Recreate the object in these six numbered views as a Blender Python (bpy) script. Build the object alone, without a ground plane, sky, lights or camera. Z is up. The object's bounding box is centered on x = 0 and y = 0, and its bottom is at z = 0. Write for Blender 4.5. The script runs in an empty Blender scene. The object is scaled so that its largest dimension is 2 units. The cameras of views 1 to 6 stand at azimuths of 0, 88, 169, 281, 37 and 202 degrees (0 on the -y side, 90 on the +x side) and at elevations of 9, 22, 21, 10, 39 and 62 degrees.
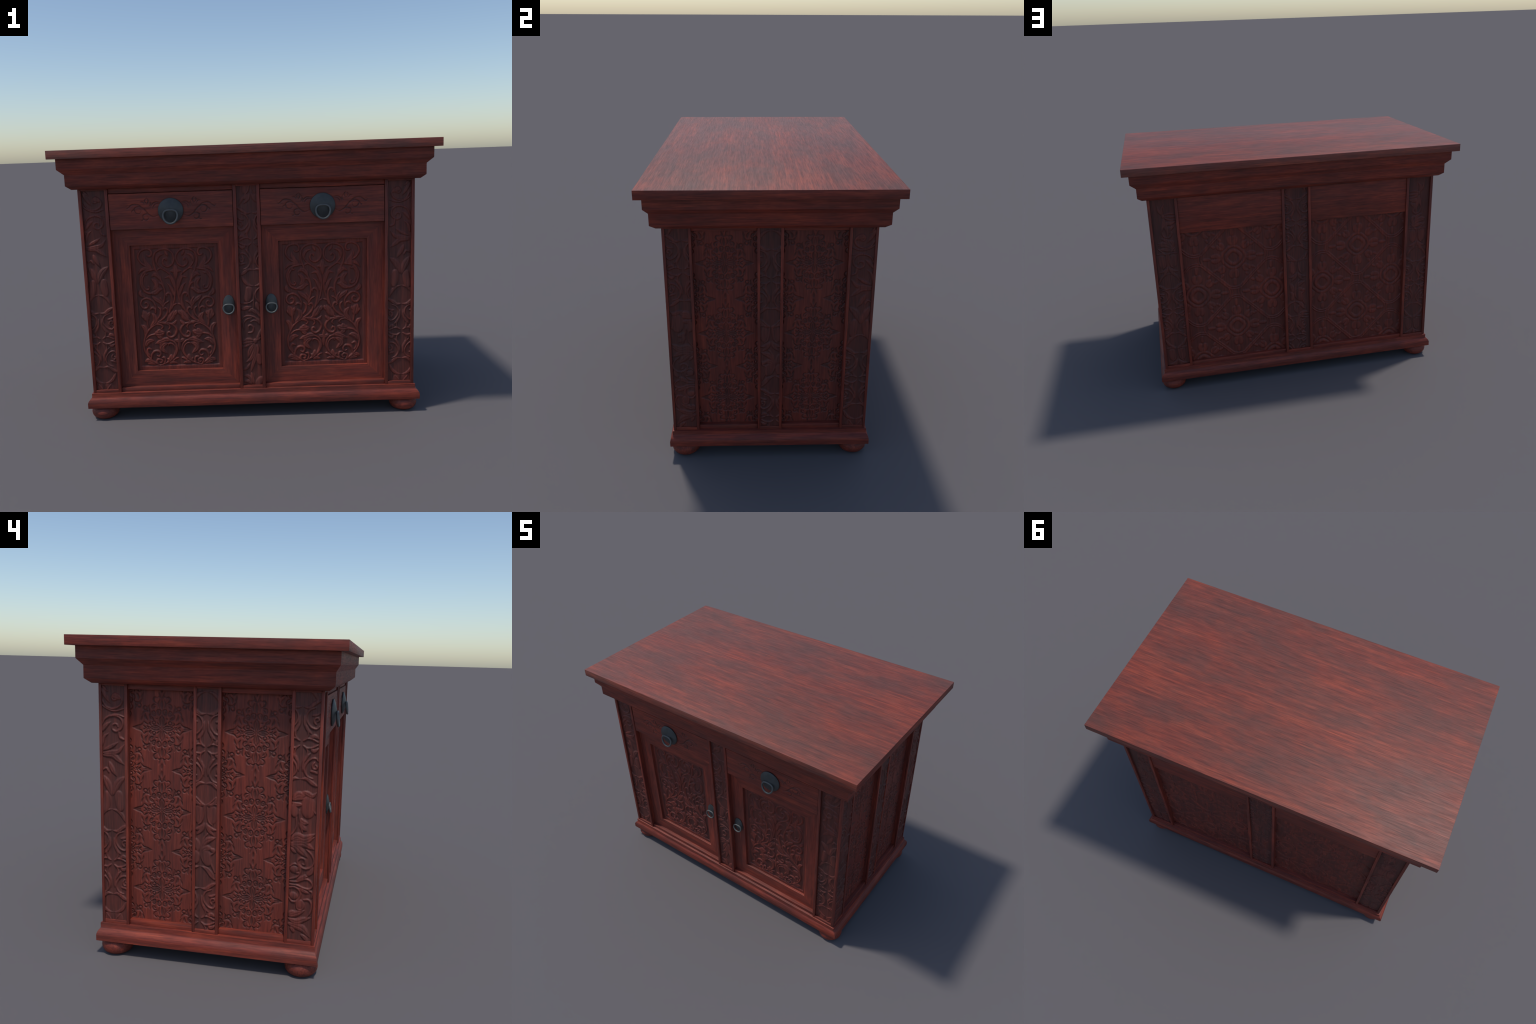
"""Carved red-brown wooden sideboard: two drawers, two carved doors, framed posts
with relief ornament, carved side and back panels, moulded cornice and plinth, bun feet.
Frame: metres, z up, front faces -y.  Every ornament is a height field computed from
strokes (stems, leaves, bulbs, grooves) given in millimetres on the panel."""
import bpy, bmesh, math
import numpy as np
from mathutils import Matrix, Vector

# ------------------------------------------------------------------ sizes
TOPX, TOPY, TOPZ0, TOPZ1 = 1.0, 0.597, 1.437, 1.4806
BX, BY = 0.8825, 0.501          # outer faces of the body
Z0, Z1 = 0.150, 1.2785          # body bottom / top (plinth, cornice)
STRIP = 0.013                   # thickness of the post frames
DEEP = 0.0315                   # recess of doors and panels behind the post faces
SHALLOW = 0.0085                # recess of the rails
DRAWER = 0.0040                 # recess of the drawer fronts

ROOT = bpy.data.objects.new("carved_sideboard", None)
bpy.context.scene.collection.objects.link(ROOT)
ROOT["label"] = "dark red carved wooden sideboard, two drawers and doors"
ROOT["category"] = "sideboard"


def link(name, mesh, parent=ROOT, loc=(0, 0, 0), rot=0.0):
    o = bpy.data.objects.new(name, mesh)
    bpy.context.scene.collection.objects.link(o)
    o.location, o.rotation_euler = loc, (0, 0, rot)
    o.parent = parent
    if parent is not ROOT:
        o.matrix_parent_inverse = (Matrix.Translation(parent.location) @ parent.rotation_euler.to_matrix().to_4x4()).inverted()
    return o


# ------------------------------------------------------------------ materials
class Nodes:
    def __init__(self, name):
        self.m = bpy.data.materials.new(name)
        self.m.use_nodes = True
        self.t = self.m.node_tree
        self.n, self.l = self.t.nodes, self.t.links
        self.bsdf = self.n["Principled BSDF"]

    def new(self, kind, **kw):
        x = self.n.new(kind)
        for k, v in kw.items():
            setattr(x, k, v)
        return x

    def noise(self, vec, scale, detail=4.0, rough=0.55, stretch=(1, 1, 1), dist=0.0):
        mp = self.new("ShaderNodeMapping")
        mp.inputs["Scale"].default_value = stretch
        self.l.new(vec, mp.inputs["Vector"])
        nz = self.new("ShaderNodeTexNoise")
        nz.inputs["Scale"].default_value = scale
        nz.inputs["Detail"].default_value = detail
        nz.inputs["Roughness"].default_value = rough
        nz.inputs["Distortion"].default_value = dist
        self.l.new(mp.outputs[0], nz.inputs["Vector"])
        return nz.outputs["Fac"]

    def ramp(self, fac, *stops):
        r = self.new("ShaderNodeValToRGB")
        e = r.color_ramp.elements
        while len(e) < len(stops):
            e.new(0.5)
        for el, (p, c) in zip(e, stops):
            el.position, el.color = p, (*c, 1.0) if not isinstance(c, float) else (c, c, c, 1.0)
        self.l.new(fac, r.inputs["Fac"])
        return r.outputs["Color"]

    def mix(self, fac, a, b, mode="MIX"):
        x = self.new("ShaderNodeMix", data_type="RGBA", blend_type=mode)
        for i, v in ((0, fac), (6, a), (7, b)):
            if isinstance(v, (float, int)):
                x.inputs[i].default_value = v
            elif isinstance(v, tuple):
                x.inputs[i].default_value = (*v, 1.0)
            else:
                self.l.new(v, x.inputs[i])
        return x.outputs[2]

    def math(self, op, a, b=0.0):
        x = self.new("ShaderNodeMath", operation=op)
        for i, v in enumerate((a, b)):
            if isinstance(v, (float, int)):
                x.inputs[i].default_value = v
            else:
                self.l.new(v, x.inputs[i])
        return x.outputs[0]


def wood(name, axis, red=(0.202, 0.0312, 0.0188), dark=(0.128, 0.0262, 0.0182), hot=(0.360, 0.059, 0.027),
         murk=(0.074, 0.0265, 0.0215), murk_amount=0.58, rough=0.55, crevice_shade=None, spec=0.36):
    """Stained, worn red wood; grain runs along the given local axis.
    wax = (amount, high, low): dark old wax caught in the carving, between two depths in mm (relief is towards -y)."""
    N = Nodes(name)
    tc = N.new("ShaderNodeTexCoord")
    info = N.new("ShaderNodeObjectInfo")
    off = N.new("ShaderNodeVectorMath", operation="ADD")
    scl = N.new("ShaderNodeVectorMath", operation="SCALE")
    comb = N.new("ShaderNodeCombineXYZ")
    for i in range(3):
        N.l.new(info.outputs["Random"], comb.inputs[i])
    N.l.new(comb.outputs[0], scl.inputs[0])
    scl.inputs["Scale"].default_value = 7.0
    N.l.new(tc.outputs["Object"], off.inputs[0])
    N.l.new(scl.outputs[0], off.inputs[1])
    v = off.outputs[0]
    st = lambda a, c: tuple(a if i == axis else c for i in range(3))
    streak = N.noise(v, 1.0, 6, 0.60, st(3.2, 52))
    fine = N.noise(v, 1.0, 4, 0.68, st(9, 190))
    patch = N.noise(v, 1.0, 6, 0.68, st(2.3, 4.2))
    blotch = N.noise(v, 1.0, 4, 0.58, st(6, 20))
    col = N.ramp(streak, (0.28, dark), (0.50, red), (0.78, hot))
    col = N.mix(N.math("MULTIPLY", N.ramp(blotch, (0.50, 0.0), (0.72, 1.0)), 0.40), col, hot)
    m = N.math("MULTIPLY", N.ramp(patch, (0.34, 1.0), (0.62, 0.0)), murk_amount)
    col = N.mix(m, col, murk)
    col = N.mix(0.70, col, N.ramp(fine, (0.30, 0.42), (0.50, 0.97), (0.70, 1.42)), "MULTIPLY")
    if crevice_shade:
        amount, high, low = crevice_shade
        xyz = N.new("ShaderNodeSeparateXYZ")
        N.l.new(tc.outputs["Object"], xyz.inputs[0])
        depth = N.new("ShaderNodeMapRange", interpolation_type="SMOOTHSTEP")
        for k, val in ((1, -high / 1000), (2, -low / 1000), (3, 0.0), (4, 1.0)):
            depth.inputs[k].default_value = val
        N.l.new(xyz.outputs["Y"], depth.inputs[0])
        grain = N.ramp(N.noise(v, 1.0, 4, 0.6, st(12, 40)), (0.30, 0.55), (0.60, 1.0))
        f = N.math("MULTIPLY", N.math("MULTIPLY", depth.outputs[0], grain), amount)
        col = N.mix(f, col, (0.030, 0.017, 0.0150))  # base colour darkened with depth to draw occlusion around the strokes
    N.l.new(col, N.bsdf.inputs["Base Color"])
    r = N.ramp(fine, (0.3, rough + 0.08), (0.7, rough - 0.02))
    N.l.new(r, N.bsdf.inputs["Roughness"])
    N.bsdf.inputs["Specular IOR Level"].default_value = spec
    b = N.new("ShaderNodeBump")
    b.inputs["Strength"].default_value = 0.10
    b.inputs["Distance"].default_value = 0.002
    N.l.new(fine, b.inputs["Height"])
    N.l.new(b.outputs[0], N.bsdf.inputs["Normal"])
    return N.m


def iron(name, low, high):
    N = Nodes(name)
    tc = N.new("ShaderNodeTexCoord")
    a = N.noise(tc.outputs["Object"], 28, 5, 0.6)
    b = N.noise(tc.outputs["Object"], 160, 3, 0.6)
    col = N.ramp(a, (0.35, low), (0.65, high))
    col = N.mix(N.math("MULTIPLY", N.ramp(b, (0.6, 0.0), (0.75, 1.0)), 0.4), col, (0.13, 0.135, 0.13))
    N.l.new(col, N.bsdf.inputs["Base Color"])
    N.bsdf.inputs["Metallic"].default_value = 0.15
    N.l.new(N.ramp(a, (0.3, 0.42), (0.7, 0.58)), N.bsdf.inputs["Roughness"])
    bp = N.new("ShaderNodeBump")
    bp.inputs["Strength"].default_value = 0.2
    bp.inputs["Distance"].default_value = 0.001
    N.l.new(b, bp.inputs["Height"])
    N.l.new(bp.outputs[0], N.bsdf.inputs["Normal"])
    return N.m


WOOD_X, WOOD_Y, WOOD_Z = (wood("red_wood_grain_" + a, i) for i, a in enumerate("xyz"))
EVEN = dict(red=(0.172, 0.0285, 0.0180), dark=(0.112, 0.0240, 0.0170), hot=(0.260, 0.044, 0.023), murk_amount=0.45)
CARVED_DOOR = wood("carved_door_wood", 2, crevice_shade=(0.46, 4.5, 0.4), **EVEN)
CARVED_SIDE = wood("carved_side_wood", 2, crevice_shade=(0.55, -0.3, -2.2), **EVEN)
CARVED_BACK = wood("carved_back_wood", 2, crevice_shade=(0.35, 3.5, 0.3), **EVEN)
CARVED_POST = wood("carved_post_wood", 2, red=(0.140, 0.0285, 0.0200), dark=(0.090, 0.0235, 0.0180), hot=(0.205, 0.038, 0.023),
                   murk=(0.060, 0.028, 0.024), crevice_shade=(0.32, 4.0, 0.3))
WOOD_TOP = wood("top_wood", 0, red=(0.220, 0.042, 0.025), dark=(0.165, 0.039, 0.0265), hot=(0.410, 0.079, 0.037),
                murk=(0.122, 0.048, 0.036), murk_amount=0.85, spec=0.5)
CARVED_DRAWER = wood("carved_drawer_wood", 0, crevice_shade=(0.60, -0.3, -2.2))
IRON = iron("dark_iron", (0.038, 0.041, 0.041), (0.060, 0.064, 0.065))
PALE_IRON = iron("pale_iron", (0.075, 0.079, 0.077), (0.120, 0.124, 0.120))


# ------------------------------------------------------------------ plain parts
def mesh_from(bm, name, mats, smooth_angle=None):
    me = bpy.data.meshes.new(name)
    bm.normal_update()
    bm.to_mesh(me)
    bm.free()
    for m in mats:
        me.materials.append(m)
    if smooth_angle:
        me.polygons.foreach_set("use_smooth", [True] * len(me.polygons))
        me.set_sharp_from_angle(angle=math.radians(smooth_angle))
    return me


def add_box(bm, x0, x1, y0, y1, z0, z1, bevel=0.0012, mat=0):
    r = bmesh.ops.create_cube(bm, size=1.0)
    vs = r["verts"]
    for v in vs:
        v.co = ((x0 + x1) / 2 + v.co.x * (x1 - x0), (y0 + y1) / 2 + v.co.y * (y1 - y0), (z0 + z1) / 2 + v.co.z * (z1 - z0))
    faces = list({f for v in vs for f in v.link_faces})
    for f in faces:
        f.material_index = mat
    if bevel:
        edges = list({e for v in vs for e in v.link_edges})
        out = bmesh.ops.bevel(bm, geom=edges, offset=bevel, segments=2, profile=0.5, affect="EDGES")
        for f in out["faces"]:
            f.material_index = mat


def box(name, x0, x1, y0, y1, z0, z1, mat, bevel=0.0012, parent=ROOT):
    bm = bmesh.new()
    add_box(bm, x0, x1, y0, y1, z0, z1, bevel)
    return link(name, mesh_from(bm, name, [mat], 40), parent)


def moulding(name, profile, mat_x, mat_y):
    """Four mitred lengths that run round the piece; profile rows are (half x, half y, z)."""
    signs = [(-1, -1), (1, -1), (1, 1), (-1, 1)]
    for k in range(4):
        (ax, ay), (bx, by) = signs[k], signs[(k + 1) % 4]
        bm = bmesh.new()
        rows = [(bm.verts.new((ax * hx, ay * hy, z)), bm.verts.new((bx * hx, by * hy, z))) for hx, hy, z in profile]
        for (a, b), (c, d) in zip(rows, rows[1:]):
            bm.faces.new((a, c, d, b))
        link(name, mesh_from(bm, name, [mat_x if k % 2 == 0 else mat_y], 32))


def lathe(bm, profile, axis_fn, seg=40, mat=0):
    rings = []
    for r, h in profile:
        if r < 1e-6:
            rings.append([bm.verts.new(axis_fn(0, 0, h))])
        else:
            rings.append([bm.verts.new(axis_fn(r * math.cos(2 * math.pi * i / seg), r * math.sin(2 * math.pi * i / seg), h)) for i in range(seg)])
    for a, b in zip(rings, rings[1:]):
        for i in range(seg):
            j = (i + 1) % seg
            if len(a) == 1:
                bm.faces.new((a[0], b[j], b[i]))
            elif len(b) == 1:
                bm.faces.new((a[i], a[j], b[0]))
            else:
                bm.faces.new((a[i], a[j], b[j], b[i]))
    bmesh.ops.recalc_face_normals(bm, faces=bm.faces[:])


# ------------------------------------------------------------------ relief carving
def spline(pts, step=1.2, closed=False):
    """Catmull-Rom curve through the points, sampled every few millimetres."""
    p = np.array(pts, float)
    if len(p) == 2:
        p = np.array([p[0], (p[0] + p[1]) / 2, p[1]])
    if closed:
        q = np.vstack([p[-1], p, p[0], p[1]])
        n = len(p)
    else:
        q = np.vstack([2 * p[0] - p[1], p, 2 * p[-1] - p[-2]])
        n = len(p) - 1
    out = []
    for i in range(n):
        a, b, c, d = q[i:i + 4]
        m = max(3, int(np.linalg.norm(c - b) / step / 2))
        t = np.linspace(0, 1, m, endpoint=False)[:, None]
        out.append(0.5 * (2 * b + (c - a) * t + (2 * a - 5 * b + 4 * c - d) * t * t + (3 * b - a - 3 * c + d) * t ** 3))
    out.append(q[n + 1][None] if closed else p[-1:])
    return np.vstack(out)


def stem(w, *pts, h=6.5):
    return ("stem", w, h, pts)


def leaf(w, *pts, h=7.0):
    return ("leaf", w, h, pts)


def bulb(w, *pts, h=7.0):
    return ("bulb", w, h, pts)


def cut(w, *pts, h=4.2):
    return ("cut", w, h, pts)


def loop(w, *pts, h=4.2, kind="cut"):
    return (kind + "_closed", w, h, pts)


def moved(prims, dx=0, dy=0, sx=1, sy=1):
    return [(k, w, h, tuple((x * sx + dx, y * sy + dy) for x, y in pts)) for k, w, h, pts in prims]


def both(prims):
    """The strokes and their mirror image across the vertical axis."""
    return list(prims) + moved(prims, sx=-1)


def width_profile(kind, t):
    if kind == "leaf":
        return np.clip(np.sin(np.pi * np.clip(t, 0, 1) ** 0.85), 0.06, 1) ** 0.8
    if kind == "bulb":
        return np.clip(1 - (2 * t - 1) ** 4, 0.05, 1) ** 0.5
    if kind == "cut":
        return np.clip(np.sin(np.pi * t), 0.30, 1) ** 0.6
    if kind == "cut_closed" or kind == "stem_closed":
        return np.ones_like(t)
    return np.minimum(1.0, 0.62 + 2.4 * np.minimum(t, 1 - t))      # stem: slightly tapered ends


def relief(prims, u0, u1, v0, v1, res, ground=None):
    """Height field (mm) over the rectangle, from all strokes."""
    nu, nv = int(round((u1 - u0) / res)) + 1, int(round((v1 - v0) / res)) + 1
    U, V = np.linspace(u0, u1, nu), np.linspace(v0, v1, nv)
    up, down = np.zeros((nv, nu)), np.zeros((nv, nu))
    if ground is not None:
        up = np.maximum(up, ground(U[None, :], V[:, None]))
    for kind, w, h, pts in prims:
        c = spline(pts, closed=kind.endswith("closed"))
        seg = np.r_[0, np.cumsum(np.linalg.norm(np.diff(c, axis=0), axis=1))]
        t = seg / max(seg[-1], 1e-6)
        r = np.maximum(w / 2 * width_profile(kind, t), 0.4)
        R = w / 2 + res
        i0, i1 = np.searchsorted(U, c[:, 0].min() - R), np.searchsorted(U, c[:, 0].max() + R)
        j0, j1 = np.searchsorted(V, c[:, 1].min() - R), np.searchsorted(V, c[:, 1].max() + R)
        if i1 <= i0 or j1 <= j0:
            continue
        uu, vv = U[None, i0:i1], V[j0:j1, None]
        best = np.full((j1 - j0, i1 - i0), 9.0)         # smallest normalised distance
        rad = np.ones_like(best)
        for (ax, ay), (bx, by), ra, rb in zip(c[:-1], c[1:], r[:-1], r[1:]):
            k0, k1 = np.searchsorted(U, min(ax, bx) - R) - i0, np.searchsorted(U, max(ax, bx) + R) - i0
            m0, m1 = np.searchsorted(V, min(ay, by) - R) - j0, np.searchsorted(V, max(ay, by) + R) - j0
            if k1 <= k0 or m1 <= m0:
                continue
            x, y = uu[:, k0:k1], vv[m0:m1]
            dx, dy = bx - ax, by - ay
            q = np.clip(((x - ax) * dx + (y - ay) * dy) / max(dx * dx + dy * dy, 1e-9), 0, 1)
            rr = ra + (rb - ra) * q
            d = np.hypot(x - ax - q * dx, y - ay - q * dy) / rr
            cur = best[m0:m1, k0:k1]
            hit = d < cur
            cur[hit] = d[hit]
            rad[m0:m1, k0:k1][hit] = rr[hit]
        d = np.clip(best, 0, 1)
        if kind.startswith("cut"):
            z = h * (1 - d * d) * np.minimum(1, rad / (0.35 * w))
            down[j0:j1, i0:i1] = np.maximum(down[j0:j1, i0:i1], np.where(best < 1, z, 0))
        else:
            body = np.sqrt(np.clip(1 - d * d, 0, 1))
            if kind == "leaf":
                body = body * (1 - 0.30 * np.exp(-(d / 0.16) ** 2)) * (0.55 + 0.45 * np.minimum(1, rad / (0.4 * w)))
            elif kind == "bulb":
                body = body ** 0.8
            else:
                body = body * (0.6 + 0.4 * np.minimum(1, rad / (0.48 * w)))
            z = np.where(best < 1, h * body, 0)
            up[j0:j1, i0:i1] = np.maximum(up[j0:j1, i0:i1], z)
    H = up - down
    # soften like worn carving
    for _ in range(1):
        P = np.pad(H, 1, mode="edge")
        H = (P[1:-1, 1:-1] * 4 + 2 * (P[:-2, 1:-1] + P[2:, 1:-1] + P[1:-1, :-2] + P[1:-1, 2:])
             + P[:-2, :-2] + P[:-2, 2:] + P[2:, :-2] + P[2:, 2:]) / 16
    return U, V, H


def carved_mesh(name, field, mat, mirror=False, strength=1.0):
    """Mesh in the panel's own frame: x to the viewer's right, z up, relief towards -y."""
    U, V, H = field
    if mirror:
        U, H = -U[::-1], H[:, ::-1]
    nu, nv = len(U), len(V)
    co = np.empty((nv, nu, 3), np.float32)
    co[..., 0], co[..., 2] = U[None, :] / 1000, V[:, None] / 1000
    co[..., 1] = -H * strength / 1000
    idx = np.arange(nu * nv).reshape(nv, nu)
    quads = np.stack([idx[:-1, :-1], idx[:-1, 1:], idx[1:, 1:], idx[1:, :-1]], -1).reshape(-1, 4)
    me = bpy.data.meshes.new(name)
    me.vertices.add(nu * nv)
    me.vertices.foreach_set("co", co.ravel())
    me.loops.add(quads.size)
    me.loops.foreach_set("vertex_index", quads.ravel().astype(np.int32))
    me.polygons.add(len(quads))
    me.polygons.foreach_set("loop_start", np.arange(0, quads.size, 4, dtype=np.int32))
    me.polygons.foreach_set("use_smooth", np.ones(len(quads), bool))
    me.update(calc_edges=True)
    me.materials.append(mat)
    return me

# ------------------------------------------------------------------ ornament: posts
def hourglass_half():
    """Right half of the scrolled hourglass; axis at x=0, middle at y=0, about 320 mm tall."""
    top = [
        leaf(19, (80, 184), (54, 171), (28, 152), (1, 154)),
        stem(9, (53, 150), (30, 140), (17, 116), (22, 90), (40, 68), (62, 62), (74, 74)),
        leaf(13, (8, 122), (11, 84), (22, 62), (40, 42)),
        leaf(15, (12, 84), (24, 58), (42, 40)),
        stem(8, (24, 58), (27, 36), (19, 18), (8, 10)),
        leaf(13, (40, 118), (58, 120), (76, 130)),
        stem(9, (58, 80), (50, 92), (54, 106), (66, 108), (70, 98), (63, 92)),
        stem(9, (9, 11), (24, 20), (46, 18), (70, 6)),
        leaf(18, (40, 22), (54, 32), (74, 20)),
    ]
    return top + moved(top, sy=-1)


def hourglass(ax, y):
    return moved(both(hourglass_half()), ax, y)


def petals(ax, y, flip=1):
    """Pair of swelling petals with leaf tips that flare away below."""
    half = [
        bulb(44, (33, 34), (33, 0), (30, -30), h=4.2),
        stem(7, (9, 44), (30, 52), (60, 50)),
        stem(8, (7, 40), (9, 0), (16, -28), (32, -44)),
        leaf(20, (4, -36), (16, -66), (40, -92)),
        leaf(16, (8, -44), (30, -62), (56, -66)),
        stem(8, (4, 46), (20, 56), (48, 84)),
    ]
    return moved(both(half), ax, y, 1, flip)


def spray(ax, y, side=1):
    """Knotted flower with ribbons to one side and long leaves."""
    p = [
        bulb(18, (0, 6), (0, -6), h=5.5),
        leaf(16, (6, 6), (36, 14), (72, 8)), leaf(16, (6, -2), (40, -6), (74, -10)), leaf(14, (6, -8), (34, -24), (72, -30)),
        leaf(18, (-4, 8), (-20, 34), (-26, 62)), leaf(18, (2, 10), (-4, 44), (14, 74)),
        leaf(24, (2, -12), (10, -60), (40, -118)), leaf(20, (0, -12), (-6, -60), (-22, -104)),
        leaf(18, (12, -70), (34, -84), (50, -70)), leaf(18, (0, -60), (18, -96), (14, -138)),
    ]
    return moved(p, ax, y, side, 1)


def curl(ax, y, side=1, s=1.0):
    p = [
        stem(11, (36, 44), (6, 52), (-24, 38), (-34, 8), (-20, -22), (6, -28), (22, -10), (16, 10), (0, 10), (-4, -2)),
        leaf(22, (40, 40), (14, 26), (-8, 34)), leaf(24, (52, 66), (20, 60), (-20, 64)),
    ]
    return moved(p, ax, y, side * s, s)


def acanthus(ax, y, side=1):
    p = [
        leaf(40, (-40, -34), (-4, -4), (46, 8)), leaf(26, (-44, -44), (0, -34), (40, -30)),
        leaf(24, (-20, -10), (-6, 22), (26, 36)), leaf(22, (-42, -20), (-38, 10), (-14, 24)),
        stem(8, (-46, -46), (-10, -20), (40, -6)),
    ]
    return moved(p, ax, y, side, 1)


SCROLLS_AND_PETALS = [
    leaf(22, (-56,537), (-39,508), (-14,469)),
    leaf(14, (-52,548), (-38,532), (-23,520)),
    stem(10, (-53,482), (-32,453), (0,445), (31,460), (41,482), (28,503), (8,512), (-6,498), (0,484), (14,485)),
    leaf(26, (-3,502), (16,499), (34,489)),
    stem(6, (-56,460), (-24,441), (11,435), (49,446)),
    stem(10, (-57,370), (-37,401), (-5,414), (27,408), (42,386), (38,360), (14,344), (-6,354), (-4,373), (14,377), (20,365)),
    stem(7, (-5,418), (23,418), (50,409)),
    stem(12, (24,344), (29,319), (49,308)),
    leaf(20, (-56,341), (-37,368), (-13,386)),
    leaf(16, (-57,273), (-46,315), (-24,335)),
    leaf(24, (-54,243), (-15,247), (21,254), (49,286)),
    leaf(28, (-54,233), (-8,236), (20,216), (48,195)),
    leaf(18, (-51,256), (-11,275), (21,296)),
    leaf(24, (-24,206), (-11,176), (11,140)),
    stem(10, (-55,166), (-37,175), (-25,156)),
    leaf(34, (-52,139), (-30,98), (-13,49)),
    leaf(34, (49,138), (15,105), (-8,50)),
    bulb(40, (-39,63), (-37,32), (-48,-23)),
    bulb(40, (22,67), (22,32), (29,-17)),
]
LEAVES_AND_SCROLLS = [
    leaf(30, (-47,92), (-28,112), (-7,110), (7,118)),
    leaf(24, (-11,124), (7,121), (33,109), (50,124)),
    leaf(26, (-52,88), (-28,97), (1,96)),
    leaf(22, (-52,74), (-30,68), (-5,70)),
    bulb(60, (15,93), (18,68), (18,25)),
    stem(8, (19,50), (35,51), (52,30)),
    bulb(34, (-46,63), (-44,45), (-39,20)),
    stem(9, (-21,44), (-18,10), (-9,-28), (-4,-54)),
    leaf(26, (-16,6), (-2,-8), (20,-12)),
    leaf(26, (-15,-9), (-5,-28), (14,-45)),
    stem(9, (-33,20), (-31,-26), (-42,-54), (-56,-70)),
    leaf(36, (-53,-91), (-26,-72), (8,-80), (52,-57)),
    leaf(30, (-44,-94), (-14,-90), (12,-92), (49,-73)),
    leaf(34, (-53,-105), (-25,-104), (5,-104), (51,-127)),
    leaf(32, (-53,-113), (-28,-118), (-4,-140), (23,-164)),
    leaf(16, (-50,-124), (-38,-139), (-27,-149)),
    stem(10, (18,-130), (41,-151), (52,-181), (40,-206), (14,-216), (-11,-203), (-20,-184), (-7,-169), (12,-175), (13,-197), (3,-196)),
    stem(9, (-55,-211), (-33,-197), (-11,-207), (-5,-230), (-19,-255), (-53,-268)),
    bulb(34, (-39,-221), (-26,-224)),
    stem(9, (-15,-207), (-7,-234), (-27,-238)),
    leaf(20, (-18,-271), (8,-256), (28,-250)),
    leaf(16, (4,-260), (15,-248), (18,-243)),
    stem(9, (-51,-278), (-18,-277), (19,-263), (42,-273), (49,-292), (36,-307), (9,-304), (-18,-294), (-52,-292)),
    leaf(22, (26,-246), (41,-229), (49,-201)),
    leaf(18, (-9,-305), (14,-319), (37,-327)),
    stem(10, (-53,-306), (-29,-303), (-7,-317), (-2,-341), (-15,-366), (-38,-370), (-52,-354)),
    bulb(34, (-39,-340), (-25,-347)),
    stem(10, (12,-359), (34,-357), (48,-375), (46,-408), (30,-438)),
    bulb(38, (-9,-369), (-1,-389)),
    stem(9, (-18,-378), (-13,-402), (6,-404), (15,-387), (8,-364)),
    leaf(30, (-53,-439), (-20,-427), (19,-408)),
    leaf(24, (-51,-430), (-32,-420), (-24,-415)),
    leaf(30, (-52,-451), (-15,-463), (15,-451), (49,-439)),
    leaf(36, (-53,-475), (-14,-483), (17,-496), (47,-531)),
    leaf(18, (-41,-490), (-29,-505), (-27,-517)),
    leaf(20, (6,-521), (26,-535), (43,-558)),
    stem(9, (33,-313), (50,-323), (49,-347)),
]
HOODED_LEAF = [
    leaf(30, (-49,-119), (-40,-151), (-36,-182)),
    bulb(26, (-48,-179), (-40,-199), (-44,-232)),
    stem(10, (7,-95), (-13,-124), (-22,-165), (-22,-197), (-11,-229)),
    leaf(30, (-16,-156), (3,-127), (43,-111)),
    leaf(34, (-20,-181), (-4,-163), (28,-161)),
    bulb(44, (0,-179), (4,-203), (11,-235)),
    stem(9, (-16,-181), (8,-162), (28,-165), (36,-180), (22,-193), (23,-226), (37,-261), (42,-272)),
    leaf(18, (22,-173), (34,-168), (38,-184)),
    stem(12, (-15,-249), (1,-260), (22,-287), (42,-305)),
    stem(9, (-52,-255), (-39,-252)),
]
CURL_AND_SPRAY = [
    bulb(40, (-6,0), (-3,-23), (-17,-73)),
    stem(9, (-51,-84), (-25,-86), (2,-81), (20,-66)),
    stem(9, (9,0), (21,-28), (20,-66), (18,-113)),
    stem(9, (52,-2), (32,-28), (33,-59), (51,-83)),
    leaf(22, (32,-82), (39,-106), (52,-134)),
    stem(12, (12,-117), (31,-137), (54,-165)),
    leaf(24, (-49,-119), (-22,-112), (9,-105)),
    leaf(22, (-11,-132), (12,-125), (30,-149)),
    stem(9, (-51,-174), (-31,-159), (-1,-158), (26,-168), (48,-193)),
    stem(9, (-2,-191), (18,-182), (40,-192)),
    leaf(20, (26,-172), (40,-185), (51,-209)),
    stem(11, (-38,-229), (-40,-198), (-20,-175), (7,-168)),
    stem(11, (-11,-230), (-12,-214), (1,-209), (14,-223), (8,-247), (-15,-252)),
    bulb(24, (21,-295), (21,-305)),
    leaf(18, (10,-292), (-21,-289), (-52,-300)),
    leaf(18, (10,-302), (-21,-305), (-52,-312)),
    leaf(16, (9,-310), (-18,-321), (-53,-336)),
    leaf(18, (29,-287), (45,-264), (54,-232)),
    leaf(16, (31,-293), (45,-284), (53,-276)),
    leaf(26, (17,-311), (-7,-350), (-21,-393)),
    leaf(26, (19,-311), (17,-350), (-5,-398), (-37,-421)),
    leaf(26, (24,-315), (23,-371), (9,-422), (-8,-474)),
    leaf(24, (30,-315), (31,-351), (26,-387)),
    bulb(34, (30,-375), (37,-395), (44,-428)),
    leaf(18, (-54,-461), (-27,-449), (-10,-422)),
    leaf(22, (-48,-493), (-21,-502), (9,-548)),
    leaf(20, (-49,-530), (-25,-527), (-3,-548)),
    leaf(18, (-6,-478), (2,-511), (16,-548)),
    bulb(40, (53,-513), (36,-533), (28,-557)),
]
ARCH = both([leaf(18, (66, -56), (50, -24), (28, -4), (1, 3), h=6.0)])
BOWL = moved(ARCH, sy=-1)


def bowl(ax, y): return moved(BOWL, ax, y)
def arch(ax, y): return moved(ARCH, ax, y)


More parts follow.
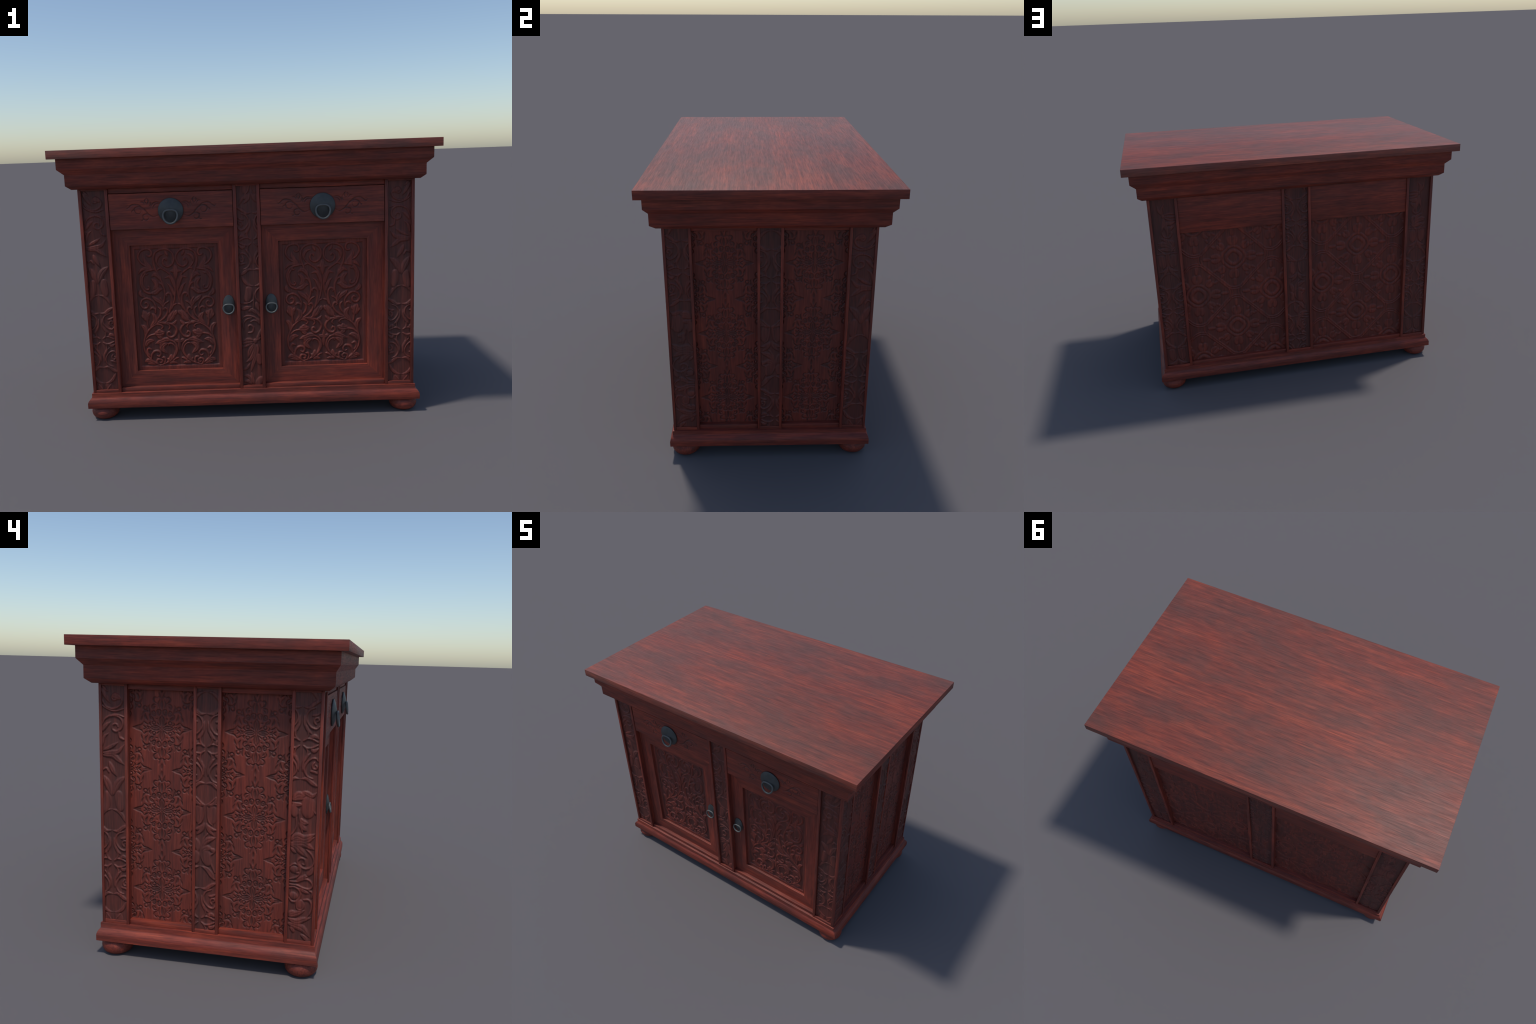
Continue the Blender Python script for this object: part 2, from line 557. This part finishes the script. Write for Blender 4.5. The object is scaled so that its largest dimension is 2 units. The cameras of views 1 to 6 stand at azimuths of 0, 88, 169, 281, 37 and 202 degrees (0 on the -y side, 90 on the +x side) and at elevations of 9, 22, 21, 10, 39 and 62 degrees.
# panel heights run from 172 to 1267 mm; ornaments are placed in mm from the panel's middle (720)
def post_field(prims, half, res=1.9):
    return relief(prims, -half, half, -548.5, 547.5, res)


POST_A = (SCROLLS_AND_PETALS + arch(-13, -18) + hourglass(-14, -269) + bowl(-14, -512)
          + moved(both([bulb(40, (33, -30), (30, 10), (16, 36), h=3.6), stem(8, (8, -40), (12, 4), (34, 36))]), -14, -556))
POST_B = arch(-22, 566) + hourglass(-22, 334) + LEAVES_AND_SCROLLS
POST_C = (spray(-4, 445, 1) + curl(14, 340, 1) + acanthus(-2, 270, -1) + petals(-2, 160) + arch(-2, 78)
          + hourglass(-2, -172) + bowl(-2, -420) + petals(-2, -478))
POST_D = petals(24, 545) + arch(24, 499) + hourglass(24, 251) + bowl(24, 10) + CURL_AND_SPRAY
POST_E = (arch(-4, 533) + hourglass(-4, 287) + bowl(-4, 34) + petals(-4, -10) + HOODED_LEAF
          + arch(-26, -251) + hourglass(-26, -505))

# ------------------------------------------------------------------ ornament: door panel (left half; the right half mirrors it)
DOOR_HALF = [
    stem(12, (-124,219), (-152,231), (-182,252), (-198,282), (-188,314), (-160,328), (-134,324), (-125,307), (-131,290), (-146,289), (-150,295)),
    leaf(24, (-128,223), (-153,246), (-164,269), (-164,290)),
    stem(12, (-81,2), (-68,52), (-65,95), (-77,142), (-101,198), (-115,240), (-117,279), (-104,308), (-74,324), (-40,323), (-14,303), (-6,273), (-15,244), (-38,228), (-59,236), (-68,253), (-61,270), (-49,271), (-48,262)),
    leaf(19, (-102,247), (-98,276), (-83,292), (-61,296)),
    leaf(17, (-52,316), (-46,304), (-37,286)),
    stem(10, (-102,257), (-93,239), (-70,216), (-42,196), (-22,173), (-9,143), (-6,100), (-13,50), (-24,13), (-37,-9)),
    stem(10, (-97,212), (-80,220), (-56,207)),
    leaf(20, (-12,108), (-19,145), (-34,171), (-64,164)),
    leaf(20, (-16,65), (-24,98), (-37,124), (-53,137)),
    leaf(21, (-128,218), (-160,222), (-184,215), (-204,191)),
    stem(13, (-153,214), (-179,193), (-193,161), (-190,124), (-175,96), (-147,82), (-117,86)),
    leaf(28, (-142,82), (-117,86), (-97,101), (-75,104)),
    leaf(17, (-119,89), (-104,103), (-97,123)),
    stem(10, (-167,192), (-182,163), (-180,131), (-169,108), (-153,104), (-148,116), (-154,121)),
    stem(12, (-114,215), (-139,211), (-163,205), (-163,189), (-152,191)),
    leaf(28, (-133,162), (-113,146), (-108,123), (-131,99)),
    leaf(26, (-79,152), (-95,175), (-113,187), (-135,174)),
    stem(12, (-96,139), (-80,132), (-67,105), (-65,77)),
    leaf(26, (-197,102), (-198,82), (-173,60)),
    stem(12, (-119,-16), (-119,11), (-135,39), (-163,55), (-191,46), (-200,22), (-186,1), (-166,3), (-159,20), (-169,32), (-177,26)),
    leaf(24, (-135,67), (-117,49), (-94,31), (-82,5)),
    stem(10, (-92,54), (-80,38), (-77,15)),
    stem(10, (-48,34), (-67,22), (-78,0)),
    stem(13, (-54,63), (-58,74), (-44,81), (-30,68), (-27,38), (-34,3), (-46,-29)),
    leaf(26, (4,236), (2,202), (0,155)),
    leaf(24, (-26,205), (3,203), (31,202)),
    stem(10, (-32,-9), (-21,13), (-4,20)),
    leaf(40, (-58,-77), (-42,-59), (-29,-40), (-20,-15)),
    stem(10, (-68,-83), (-50,-67), (-40,-54)),
    leaf(24, (-26,-37), (-14,-33), (-6,-18)),
    stem(12, (-72,-14), (-78,-8), (-64,-2), (-54,-19), (-66,-46), (-87,-66), (-113,-82)),
    stem(12, (-105,2), (-93,-12), (-95,-37), (-109,-60)),
    leaf(42, (-171,-70), (-176,-50), (-180,-35), (-187,-12)),
    leaf(21, (-175,-47), (-162,-38), (-156,-23)),
    leaf(19, (-177,-50), (-192,-47), (-198,-34)),
    stem(10, (-170,-58), (-169,-83), (-164,-109)),
    leaf(28, (-142,-31), (-126,-52), (-127,-77), (-156,-106)),
    stem(12, (-150,-8), (-137,1), (-122,-9), (-122,-29)),
    leaf(28, (-206,-95), (-188,-110), (-182,-131), (-189,-156)),
    stem(12, (-118,-92), (-146,-107), (-173,-136), (-190,-174), (-197,-210), (-192,-246), (-174,-278), (-149,-305), (-115,-328)),
    stem(12, (-113,-328), (-82,-317), (-54,-301), (-28,-275), (-14,-242), (-19,-211), (-38,-190), (-64,-182)),
    leaf(31, (-45,-189), (-69,-181), (-99,-190), (-133,-204)),
    leaf(19, (-85,-188), (-100,-198), (-109,-223)),
    stem(13, (-123,-92), (-93,-83), (-64,-87), (-35,-95), (-16,-114), (-11,-134), (-23,-159), (-44,-169), (-61,-161), (-62,-144), (-51,-138), (-45,-148)),
    leaf(17, (-39,-93), (-22,-88), (-10,-73)),
    stem(10, (-118,-95), (-99,-96), (-86,-109), (-96,-119)),
    stem(10, (-89,-90), (-59,-94), (-47,-110), (-55,-124)),
    stem(10, (-185,-177), (-164,-157), (-139,-150), (-122,-148)),
    leaf(40, (-132,-148), (-117,-146), (-102,-146), (-77,-137)),
    leaf(24, (-116,-136), (-106,-131), (-101,-126)),
    leaf(24, (-117,-159), (-106,-167), (-93,-170)),
    leaf(31, (-188,-218), (-177,-195), (-161,-185), (-139,-186)),
    stem(13, (-157,-236), (-171,-229), (-179,-239), (-178,-254), (-169,-270)),
    stem(14, (-160,-291), (-156,-265), (-140,-248), (-118,-247), (-107,-262), (-115,-277), (-127,-272)),
    leaf(31, (-63,-202), (-86,-211), (-97,-234), (-69,-263)),
    stem(10, (-59,-215), (-58,-204), (-43,-205), (-29,-218), (-22,-244), (-30,-270), (-41,-287)),
    leaf(26, (-199,-308), (-178,-298), (-156,-309), (-132,-323)),
    leaf(12, (-187,-314), (-162,-317), (-137,-326)),
    stem(14, (-123,-326), (-130,-305), (-118,-293), (-101,-301), (-107,-314), (-115,-310)),
    stem(12, (-103,-284), (-88,-285), (-83,-302), (-90,-319)),
    leaf(26, (-48,-269), (-53,-292), (-72,-317)),
    leaf(14, (-71,-292), (-61,-297), (-54,-302)),
    stem(13, (-11,-288), (-23,-291), (-39,-303)),
    leaf(19, (-62,-320), (-40,-312), (-16,-319)),
    leaf(19, (0,-150), (-1,-199), (-2,-247)),
    leaf(24, (-29,-183), (-2,-191), (26,-185)),
]


def door_ground(u, v):
    """Raised flat border around the sunk field."""
    inside = np.minimum(np.minimum(u + 217, 217 - u), np.minimum(v + 330, 329 - v))
    return 5.0 * (1 - np.clip((inside + 3) / 7.0, 0, 1) ** 2 * (3 - 2 * np.clip((inside + 3) / 7.0, 0, 1)))


# ------------------------------------------------------------------ ornament: side panel damask (cut lines)
def damask():
    """One medallion: the upper right quarter, mirrored both ways."""
    def dot(x, y, r, w=6):
        return loop(w, *[(x + r * math.cos(math.pi * k / 4), y + r * math.sin(math.pi * k / 4)) for k in range(8)], h=3.2)
    q = [
        cut(11, (0, 184), (0, 172), (0, 158)), cut(8, (15, 163), (9, 145), (1, 133)),
        cut(8, (3, 133), (10, 141), (18, 138)), cut(9, (20, 135), (32, 138), (39, 128), (34, 117), (21, 109)),
        cut(15, (0, 126), (0, 107), (0, 88)), cut(7, (10, 129), (16, 110), (12, 90)),
        cut(9, (25, 104), (37, 106), (46, 96), (42, 83)), cut(6, (28, 97), (35, 94), (36, 86)),
        loop(7, (5, 76), (13, 83), (22, 78), (21, 64), (11, 60)), cut(9, (15, 77), (17, 69), (17, 62)),
        loop(7, (31, 68), (38, 76), (46, 69), (42, 57), (32, 57)), cut(8, (38, 70), (38, 60)),
        cut(8, (44, 57), (53, 62), (58, 55), (54, 43), (43, 38), (34, 31)), cut(9, (50, 53), (46, 46), (39, 40)),
        dot(38, 23, 7.5), cut(8, (53, 27), (58, 18), (48, 10)), cut(9, (23, 25), (11, 12)), cut(6, (20, 42), (28, 43)),
        cut(9, (0, 58), (9, 43), (9, 26), (3, 3)), cut(6, (0, 46), (0, 30), (0, 14)),
        cut(10, (6, 1), (19, 8), (38, 8), (56, 0)), cut(6, (12, 0), (28, 2), (46, 0)),
        cut(10, (59, 102), (63, 91), (56, 68)), dot(79, 88, 8.5, 7),
        cut(10, (54, 68), (68, 76), (83, 73), (94, 56)), cut(12, (77, 62), (76, 48), (68, 35)), cut(9, (88, 56), (94, 46), (98, 32)),
        cut(10, (86, 26), (98, 12), (118, 6), (137, 0)), cut(6, (100, 2), (118, 1), (134, 0)),
        cut(9, (83, 28), (75, 20), (65, 15)), cut(8, (87, 9), (80, 4), (72, 0)), cut(7, (58, 6), (66, 3), (72, 12)),
    ]
    q = [(k, w, 4.0, pts) for k, w, h, pts in q]
    return both(q) + both(moved(q, sy=-1))


SIDE = []
for cy in (364, -11.5, -387):
    SIDE += moved(damask(), -3, cy)
for cy in (551.5, 176, -200, -575):
    SIDE += moved(damask(), -189, cy) + moved(damask(), 183, cy)

# ------------------------------------------------------------------ ornament: back panel (ogee lattice with flowers)
def flower(cx, cy):
    def ring(r, w, h, n=16):
        sq = [r * (1 + 0.05 * math.cos(4 * 2 * math.pi * i / n)) for i in range(n)]
        return loop(w, *[(cx + s * math.cos(2 * math.pi * i / n), cy + s * math.sin(2 * math.pi * i / n)) for i, s in enumerate(sq)], h=h, kind="stem")
    def ray(a, off, r0, r1):
        a = math.radians(a)
        c, s = math.cos(a), math.sin(a)
        mid = (r0 + r1) / 2
        return [(cx + r * c - o * s, cy + r * s + o * c) for r, o in ((r0, off * 0.35), (mid, off), (r1, off * 0.75))]
    p = [ring(42, 24, 6.0), ring(70, 18, 4.2)]
    for k in range(4):
        a = 90 * k
        for o in (-18, 18):
            p.append(bulb(30, *ray(a, o, 84, 134), h=4.6))
        p.append(bulb(22, *ray(a, 0, 146, 186), h=4.4))
        for o in (-12, 14):
            p.append(bulb(25, *ray(a + 45, o, 84, 128), h=4.4))
        p.append(leaf(18, *ray(a + 34, 0, 128, 158), h=4.6))
        p.append(leaf(18, *ray(a + 58, 0, 128, 158), h=4.6))
    return p


def ogee(cx, cy):
    q = [(0, 208), (40, 196), (78, 160), (117, 118), (158, 80), (194, 40), (208, 0)]
    full = q + [(x, -y) for x, y in q[-2::-1]] + [(-x, -y) for x, y in q[1:]] + [(-x, y) for x, y in q[-2:0:-1]]
    return [loop(8, *[(cx + x * k, cy + y * k) for x, y in full], h=4.2, kind="stem") for k in (0.965, 1.035)]


BACK = []
for cx, first in ((-234, 7), (0, 243), (234, 7)):
    for k in (-2, -1, 0, 1):
        BACK += flower(cx, first + 472 * k) + ogee(cx, first + 472 * k)

# ------------------------------------------------------------------ ornament: drawer fronts (cut scrolls beside the pull)
DRAWER_HALF = [
    cut(8, (60, -22), (92, -34), (118, -20), (142, 8), (170, 22), (192, 10), (184, -12), (164, -14), (156, 2), (164, 10)),
    cut(7, (142, 10), (168, 30), (200, 34), (222, 18), (232, 14), (236, 24), (226, 28)),
    cut(7, (96, -32), (126, -18), (148, -26), (144, -46), (128, -50), (118, -38), (126, -30)),
    cut(6, (148, -46), (154, -52), (162, -50)),
    cut(7, (54, 40), (82, 42), (100, 28), (104, 14)), cut(6, (54, 34), (76, 34), (90, 22), (92, 8)),
    cut(9, (124, 34), (116, 52), (124, 66)), cut(7, (128, 36), (136, 52), (126, 64)), cut(8, (136, 34), (146, 46), (160, 46)),
    cut(7, (112, 22), (104, 34), (108, 48)), cut(6, (192, 8), (206, -2), (204, -10)),
]
# ================================================================== BUILD
# --- top board: long grain, end grain edges run across
bm = bmesh.new()
add_box(bm, -TOPX, TOPX, -TOPY, TOPY, TOPZ0, TOPZ1, 0.0015)
bm.normal_update()
for f in bm.faces:
    if abs(f.normal.x) > 0.8:
        f.material_index = 1
link("top_board", mesh_from(bm, "top_board", [WOOD_TOP, WOOD_Y], 40))

# --- cornice and plinth mouldings
moulding("cornice_moulding", [(0.80, 0.42, TOPZ0 + 0.001), (0.9630, 0.5662, TOPZ0 + 0.001), (0.9625, 0.5660, 1.3832), (0.9618, 0.5655, 1.3822),
                              (0.9306, 0.5472, 1.3550), (0.9302, 0.5468, 1.3538), (0.9300, 0.5466, 1.2982), (0.9295, 0.5460, 1.2970),
                              (0.9060, 0.5218, 1.2773), (0.9045, 0.5205, 1.2770), (0.80, 0.40, 1.2770)], WOOD_X, WOOD_Y)
ogee_profile = [(0.8870, 0.1546), (0.8903, 0.1540), (0.8905, 0.1330), (0.8918, 0.1290), (0.8960, 0.1250), (0.9018, 0.1208),
                (0.9068, 0.1155), (0.9110, 0.1085), (0.9132, 0.1010), (0.9134, 0.0960), (0.9131, 0.0735), (0.9120, 0.0724)]
moulding("plinth_moulding", [(0.80, 0.40, 0.1546)] + [(x, 0.5073 + (x - 0.8903) * 0.58, z) for x, z in ogee_profile] + [(0.10, 0.10, 0.0724), (0.0, 0.0, 0.0724)],
         WOOD_X, WOOD_Y)

# --- bun feet
bm = bmesh.new()
foot = [(0, 0.0), (0.046, 0.0), (0.056, 0.0035), (0.066, 0.011), (0.0730, 0.022), (0.0758, 0.035), (0.0748, 0.046), (0.070, 0.058), (0.062, 0.068), (0.056, 0.0735)]
lathe(bm, foot, lambda a, b, h: (a, b, h), 56)
foot_mesh = mesh_from(bm, "foot", [WOOD_X], 60)
for sx in (-1, 1):
    for sy in (-1, 1):
        link("foot", foot_mesh, ROOT, (sx * 0.8358, sy * 0.4442, 0))

# --- carcass behind everything
box("carcass", -0.832, 0.832, -0.440, 0.440, 0.10, 1.30, WOOD_Z, 0)

# --- posts: core, frame strips and carved panel on each visible face
PZ0, PZ1, PMID = 0.1715, 1.2675, 0.720
FRONT_C, BACK_C, SIDE_C = 0.0705, 0.0900, 0.0618       # half widths of the middle posts
FRONT_IN, BACK_IN, SIDE_IN = 0.7265, 0.7095, 0.3665    # inner edges of the corner posts
for sx in (-1, 1):
    for sy in (-1, 1):
        inner = FRONT_IN if sy < 0 else BACK_IN
        xs = sorted((sx * (BX - STRIP - 0.0005), sx * (inner + 0.0006)))
        ys = sorted((sy * (BY - STRIP - 0.0005), sy * (SIDE_IN + 0.0006)))
        box("corner_post", xs[0], xs[1], ys[0], ys[1], Z0, Z1, WOOD_Z, 0)
box("middle_post", -FRONT_C + 0.0006, FRONT_C - 0.0006, -BY + STRIP + 0.0005, -0.43, Z0, Z1, WOOD_Z, 0)
box("middle_post", -BACK_C + 0.0006, BACK_C - 0.0006, 0.43, BY - STRIP - 0.0005, Z0, Z1, WOOD_Z, 0)
for sx in (-1, 1):
    xs = sorted((sx * 0.82, sx * (BX - STRIP - 0.0005)))
    box("middle_post", xs[0], xs[1], -SIDE_C + 0.0006, SIDE_C - 0.0006, Z0, Z1, WOOD_Z, 0)


def post_frame(a, b, wa, wb, face, where):
    """Frame on a post face.  a..b is its span along the face (viewer's right positive),
    wa / wb the strip widths (0: the neighbouring frame's edge serves), face the distance of the face
    from the middle, where one of front, back, left, right."""
    rot = {"front": 0, "back": math.pi, "left": -math.pi / 2, "right": math.pi / 2}[where]
    bm = bmesh.new()
    y0, y1 = -face, -face + STRIP
    for lo, hi in ((a, a + wa), (b - wb, b)):
        if hi > lo:
            add_box(bm, lo, hi, y0, y1, Z0, Z1, 0.0012)
    lo, hi = a + wa, b - wb
    add_box(bm, lo, hi, y0 + 0.0006, y1, Z0, PZ0, 0.0010, 1)
    add_box(bm, lo, hi, y0 + 0.0006, y1, PZ1, Z1, 0.0010, 1)
    link("post_frame", mesh_from(bm, "post_frame", [WOOD_Z, WOOD_X], 40), ROOT, (0, 0, 0), rot)
    return rot


def post_panel(field, mirror, mid, face, where):
    rot = {"front": 0, "back": math.pi, "left": -math.pi / 2, "right": math.pi / 2}[where]
    m = Matrix.Rotation(rot, 3, "Z")
    key = (id(field), mirror)
    if key not in MESHES:
        MESHES[key] = carved_mesh("carved_post_panel", field, CARVED_POST, mirror, 0.80 if where in ("left", "right") else 0.75)
    p = m @ Vector((mid, -face + (SIDE_INSET if where in ("left", "right") else STRIP), PMID))
    link("carved_post_panel", MESHES[key], ROOT, p, rot)


MESHES, SIDE_INSET = {}, 0.0065
fA, fB, fC = (post_field(p, 62.5) for p in (POST_A, POST_B, POST_C))
fA2, fB2 = (post_field(p, 54.5) for p in (POST_A, POST_B))
fC2 = post_field(POST_C, 70.0)
fD, fE, fBackMid = post_field(POST_D, 54.0), post_field(POST_E, 49.5), post_field(moved(POST_E, 2, 40) + spray(0, -300), 74.5)
S, SS = 0.0165, 0.0135
# front
post_frame(-BX, -FRONT_IN, S, S, BY, "front"); post_panel(fA, False, -(BX + FRONT_IN) / 2, BY, "front")
post_frame(FRONT_IN, BX, S, S, BY, "front"); post_panel(fA, True, (BX + FRONT_IN) / 2, BY, "front")
post_frame(-FRONT_C, FRONT_C, 0.0172, 0.0172, BY, "front"); post_panel(fD, False, 0, BY, "front")
# back (viewer's right is -x)
post_frame(-BX, -BACK_IN, S, S, BY, "back"); post_panel(fC2, False, -(BX + BACK_IN) / 2, BY, "back")
post_frame(BACK_IN, BX, S, S, BY, "back"); post_panel(fC2, True, (BX + BACK_IN) / 2, BY, "back")
post_frame(-BACK_C, BACK_C, S, S, BY, "back"); post_panel(fBackMid, False, 0, BY, "back")
# sides: the front and back frames' edges are the outer strips
edge = BY - STRIP - 0.0004
for where, first in (("left", True), ("right", False)):
    rear_is_left = where == "left"
    post_frame(-edge, -SIDE_IN, 0.0, SS, BX, where)
    post_frame(SIDE_IN, edge, SS, 0.0, BX, where)
    post_frame(-SIDE_C, SIDE_C, SS, SS, BX, where)
    c = (edge + SIDE_IN + SS) / 2
    if rear_is_left:
        post_panel(fA2, False, -c, BX, where); post_panel(fB2, False, c, BX, where)
    else:
        post_panel(fB2, True, -c, BX, where); post_panel(fA2, True, c, BX, where)
    post_panel(fE, not rear_is_left, 0, BX, where)

# --- rails
for a, b in ((-FRONT_IN + 0.0005, -FRONT_C - 0.0005), (FRONT_C + 0.0005, FRONT_IN - 0.0005)):
    box("bottom_rail", a, b, -BY + SHALLOW, -0.43, Z0, 0.1782, WOOD_X, 0.0015)
    box("top_rail", a, b, -BY + SHALLOW + 0.001, -0.43, 1.2495, Z1, WOOD_X, 0.0012)
for a, b in ((-BACK_IN + 0.0005, -BACK_C - 0.0005), (BACK_C + 0.0005, BACK_IN - 0.0005)):
    box("bottom_rail", a, b, 0.43, BY - SHALLOW, Z0, 0.1778, WOOD_X, 0.0015)
    box("back_board", a, b, 0.43, BY - 0.0065, 1.0525, Z1, WOOD_X, 0.0012)
for sx in (-1, 1):
    for a, b in ((-SIDE_IN + 0.0005, -SIDE_C - 0.0005), (SIDE_C + 0.0005, SIDE_IN - 0.0005)):
        xs = sorted((sx * 0.82, sx * (BX - SHALLOW)))
        box("bottom_rail", xs[0], xs[1], a, b, Z0, 0.1790, WOOD_Y, 0.0015)
        box("top_rail", xs[0], xs[1], a, b, 1.2535, Z1, WOOD_Y, 0.0012)

# --- carved side and back panels
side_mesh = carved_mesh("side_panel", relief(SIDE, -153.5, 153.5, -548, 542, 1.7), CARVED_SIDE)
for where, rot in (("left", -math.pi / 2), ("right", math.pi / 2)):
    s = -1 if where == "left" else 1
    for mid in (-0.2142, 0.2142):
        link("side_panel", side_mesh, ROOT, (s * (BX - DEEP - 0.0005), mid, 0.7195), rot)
back_mesh = carved_mesh("back_panel", relief(BACK, -312, 312, -448, 448, 2.2), CARVED_BACK, strength=0.95)
for mid in (-0.3998, 0.3998):
    link("back_panel", back_mesh, ROOT, (mid, BY - DEEP, 0.615), math.pi)

# --- iron pulls
def iron_plate(rx, rz, depth):
    bm = bmesh.new()
    prof = [(0.96, 0.0), (1.0, 0.12), (1.0, 0.30), (0.97, 0.37), (0.88, 0.47), (0.72, 0.64), (0.52, 0.80), (0.32, 0.92), (0.14, 0.985), (0, 1.0)]
    lathe(bm, prof, lambda a, b, h: (a * rx, -h * depth, b * rz), 56)
    return mesh_from(bm, "pull_plate", [IRON], 50)


def iron_ring(hw, hh, tube, tilt):
    """D-shaped drop ring, flat along its top, hanging slightly outward."""
    half = [(0.0, 0.93), (0.34, 0.92), (0.66, 0.80), (0.86, 0.55), (0.93, 0.18), (0.86, -0.22), (0.66, -0.60), (0.36, -0.85), (0.0, -0.93)]
    pts = half + [(-x, z) for x, z in half[-2:0:-1]]
    c = spline([(x * hw * 1000, z * hh * 1000) for x, z in pts], 2.0, True)[:-1] / 1000
    bm = bmesh.new()
    n, k = len(c), 12
    rings = []
    for i in range(n):
        t = c[(i + 1) % n] - c[i - 1]
        t /= np.linalg.norm(t)
        nrm = np.array((t[1], -t[0]))
        row = []
        for j in range(k):
            a = 2 * math.pi * j / k
            q = c[i] + nrm * tube * math.cos(a)
            row.append(bm.verts.new((q[0], -tube * 1.15 * math.sin(a) - tilt * (hh - c[i][1]) / (2 * hh), q[1])))
        rings.append(row)
    for i in range(n):
        for j in range(k):
            bm.faces.new((rings[i][j], rings[(i + 1) % n][j], rings[(i + 1) % n][(j + 1) % k], rings[i][(j + 1) % k]))
    bmesh.ops.recalc_face_normals(bm, faces=bm.faces[:])
    return mesh_from(bm, "pull_ring", [PALE_IRON], 180)


drawer_plate, drawer_ring = iron_plate(0.0668, 0.0668, 0.0250), iron_ring(0.0405, 0.0380, 0.0056, 0.009)
door_plate, door_ring = iron_plate(0.0325, 0.0556, 0.0160), iron_ring(0.0318, 0.0268, 0.0044, 0.007)

# --- drawers
DZ0, DZ1 = 1.0560, 1.2478
for sx in (-1, 1):
    xs = sorted((sx * (FRONT_C + 0.0012), sx * (FRONT_IN - 0.0012)))
    mid, half = (xs[0] + xs[1]) / 2, (xs[1] - xs[0]) / 2
    zc = (DZ0 + DZ1) / 2
    yf = -BY + DRAWER
    drawer = box("drawer", xs[0], xs[1], yf + 0.0060, -0.43, DZ0, DZ1, WOOD_X, 0.0012)
    cuts = moved(both(DRAWER_HALF), 0, 2)
    U, V, H = relief(cuts, -half * 1000, half * 1000, (DZ0 - zc) * 1000, (DZ1 - zc) * 1000, 1.9)
    H *= 0.85
    H[:, 0] = H[:, -1] = H[0, :] = H[-1, :] = -6.5          # returns to the drawer body
    face = carved_mesh("drawer_front", (U, V, H), CARVED_DRAWER)
    face.set_sharp_from_angle(angle=math.radians(50))
    front = link("drawer_front", face, drawer, (mid, yf, zc))
    link("drawer_pull_plate", drawer_plate, drawer, (sx * 0.3990, yf, 1.1512))
    link("drawer_pull_ring", drawer_ring, drawer, (sx * 0.3990, yf - 0.0272, 1.1205))

# --- doors
IX0, IX1, IZ0, IZ1 = 0.1620, 0.6355, 0.2640, 0.9665       # opening of the door frame
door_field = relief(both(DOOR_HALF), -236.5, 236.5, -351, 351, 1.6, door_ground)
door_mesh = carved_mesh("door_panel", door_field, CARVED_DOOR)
YD = -BY + DEEP
for sx in (-1, 1):
    o = [(FRONT_C - 0.0005, 0.1760), (FRONT_IN + 0.0005, 0.1760), (FRONT_IN + 0.0005, DZ0 + 0.002), (FRONT_C - 0.0005, DZ0 + 0.002)]
    i = [(IX0, IZ0), (IX1, IZ0), (IX1, IZ1), (IX0, IZ1)]
    bm = bmesh.new()
    for k in range(4):
        q = [o[k], o[(k + 1) % 4], i[(k + 1) % 4], i[k]]
        fr = [bm.verts.new((sx * x, YD, z)) for x, z in q]
        bk = [bm.verts.new((sx * x, YD + 0.0215, z)) for x, z in q]
        fs = [bm.faces.new(fr), bm.faces.new((fr[2], fr[3], bk[3], bk[2]))]
        for f in fs:
            f.material_index = k % 2
    bmesh.ops.remove_doubles(bm, verts=bm.verts[:], dist=1e-5)
    bmesh.ops.recalc_face_normals(bm, faces=bm.faces[:])
    if bm.faces[0].normal.y > 0:
        bmesh.ops.reverse_faces(bm, faces=bm.faces[:])
    inner = [e for e in bm.edges if len(e.link_faces) == 2 and all(abs(v.co.y - YD) < 1e-6 for v in e.verts) and any(abs(f.normal.y) < 0.5 for f in e.link_faces)]
    bmesh.ops.bevel(bm, geom=inner, offset=0.0015, segments=2, profile=0.5, affect="EDGES")
    door = link("door", mesh_from(bm, "door", [WOOD_X, WOOD_Z], 40))
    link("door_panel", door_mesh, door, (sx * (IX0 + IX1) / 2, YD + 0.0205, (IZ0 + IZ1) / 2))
    link("door_pull_plate", door_plate, door, (sx * 0.1155, YD, 0.6245))
    link("door_pull_ring", door_ring, door, (sx * 0.1165, YD - 0.0170, 0.6050))
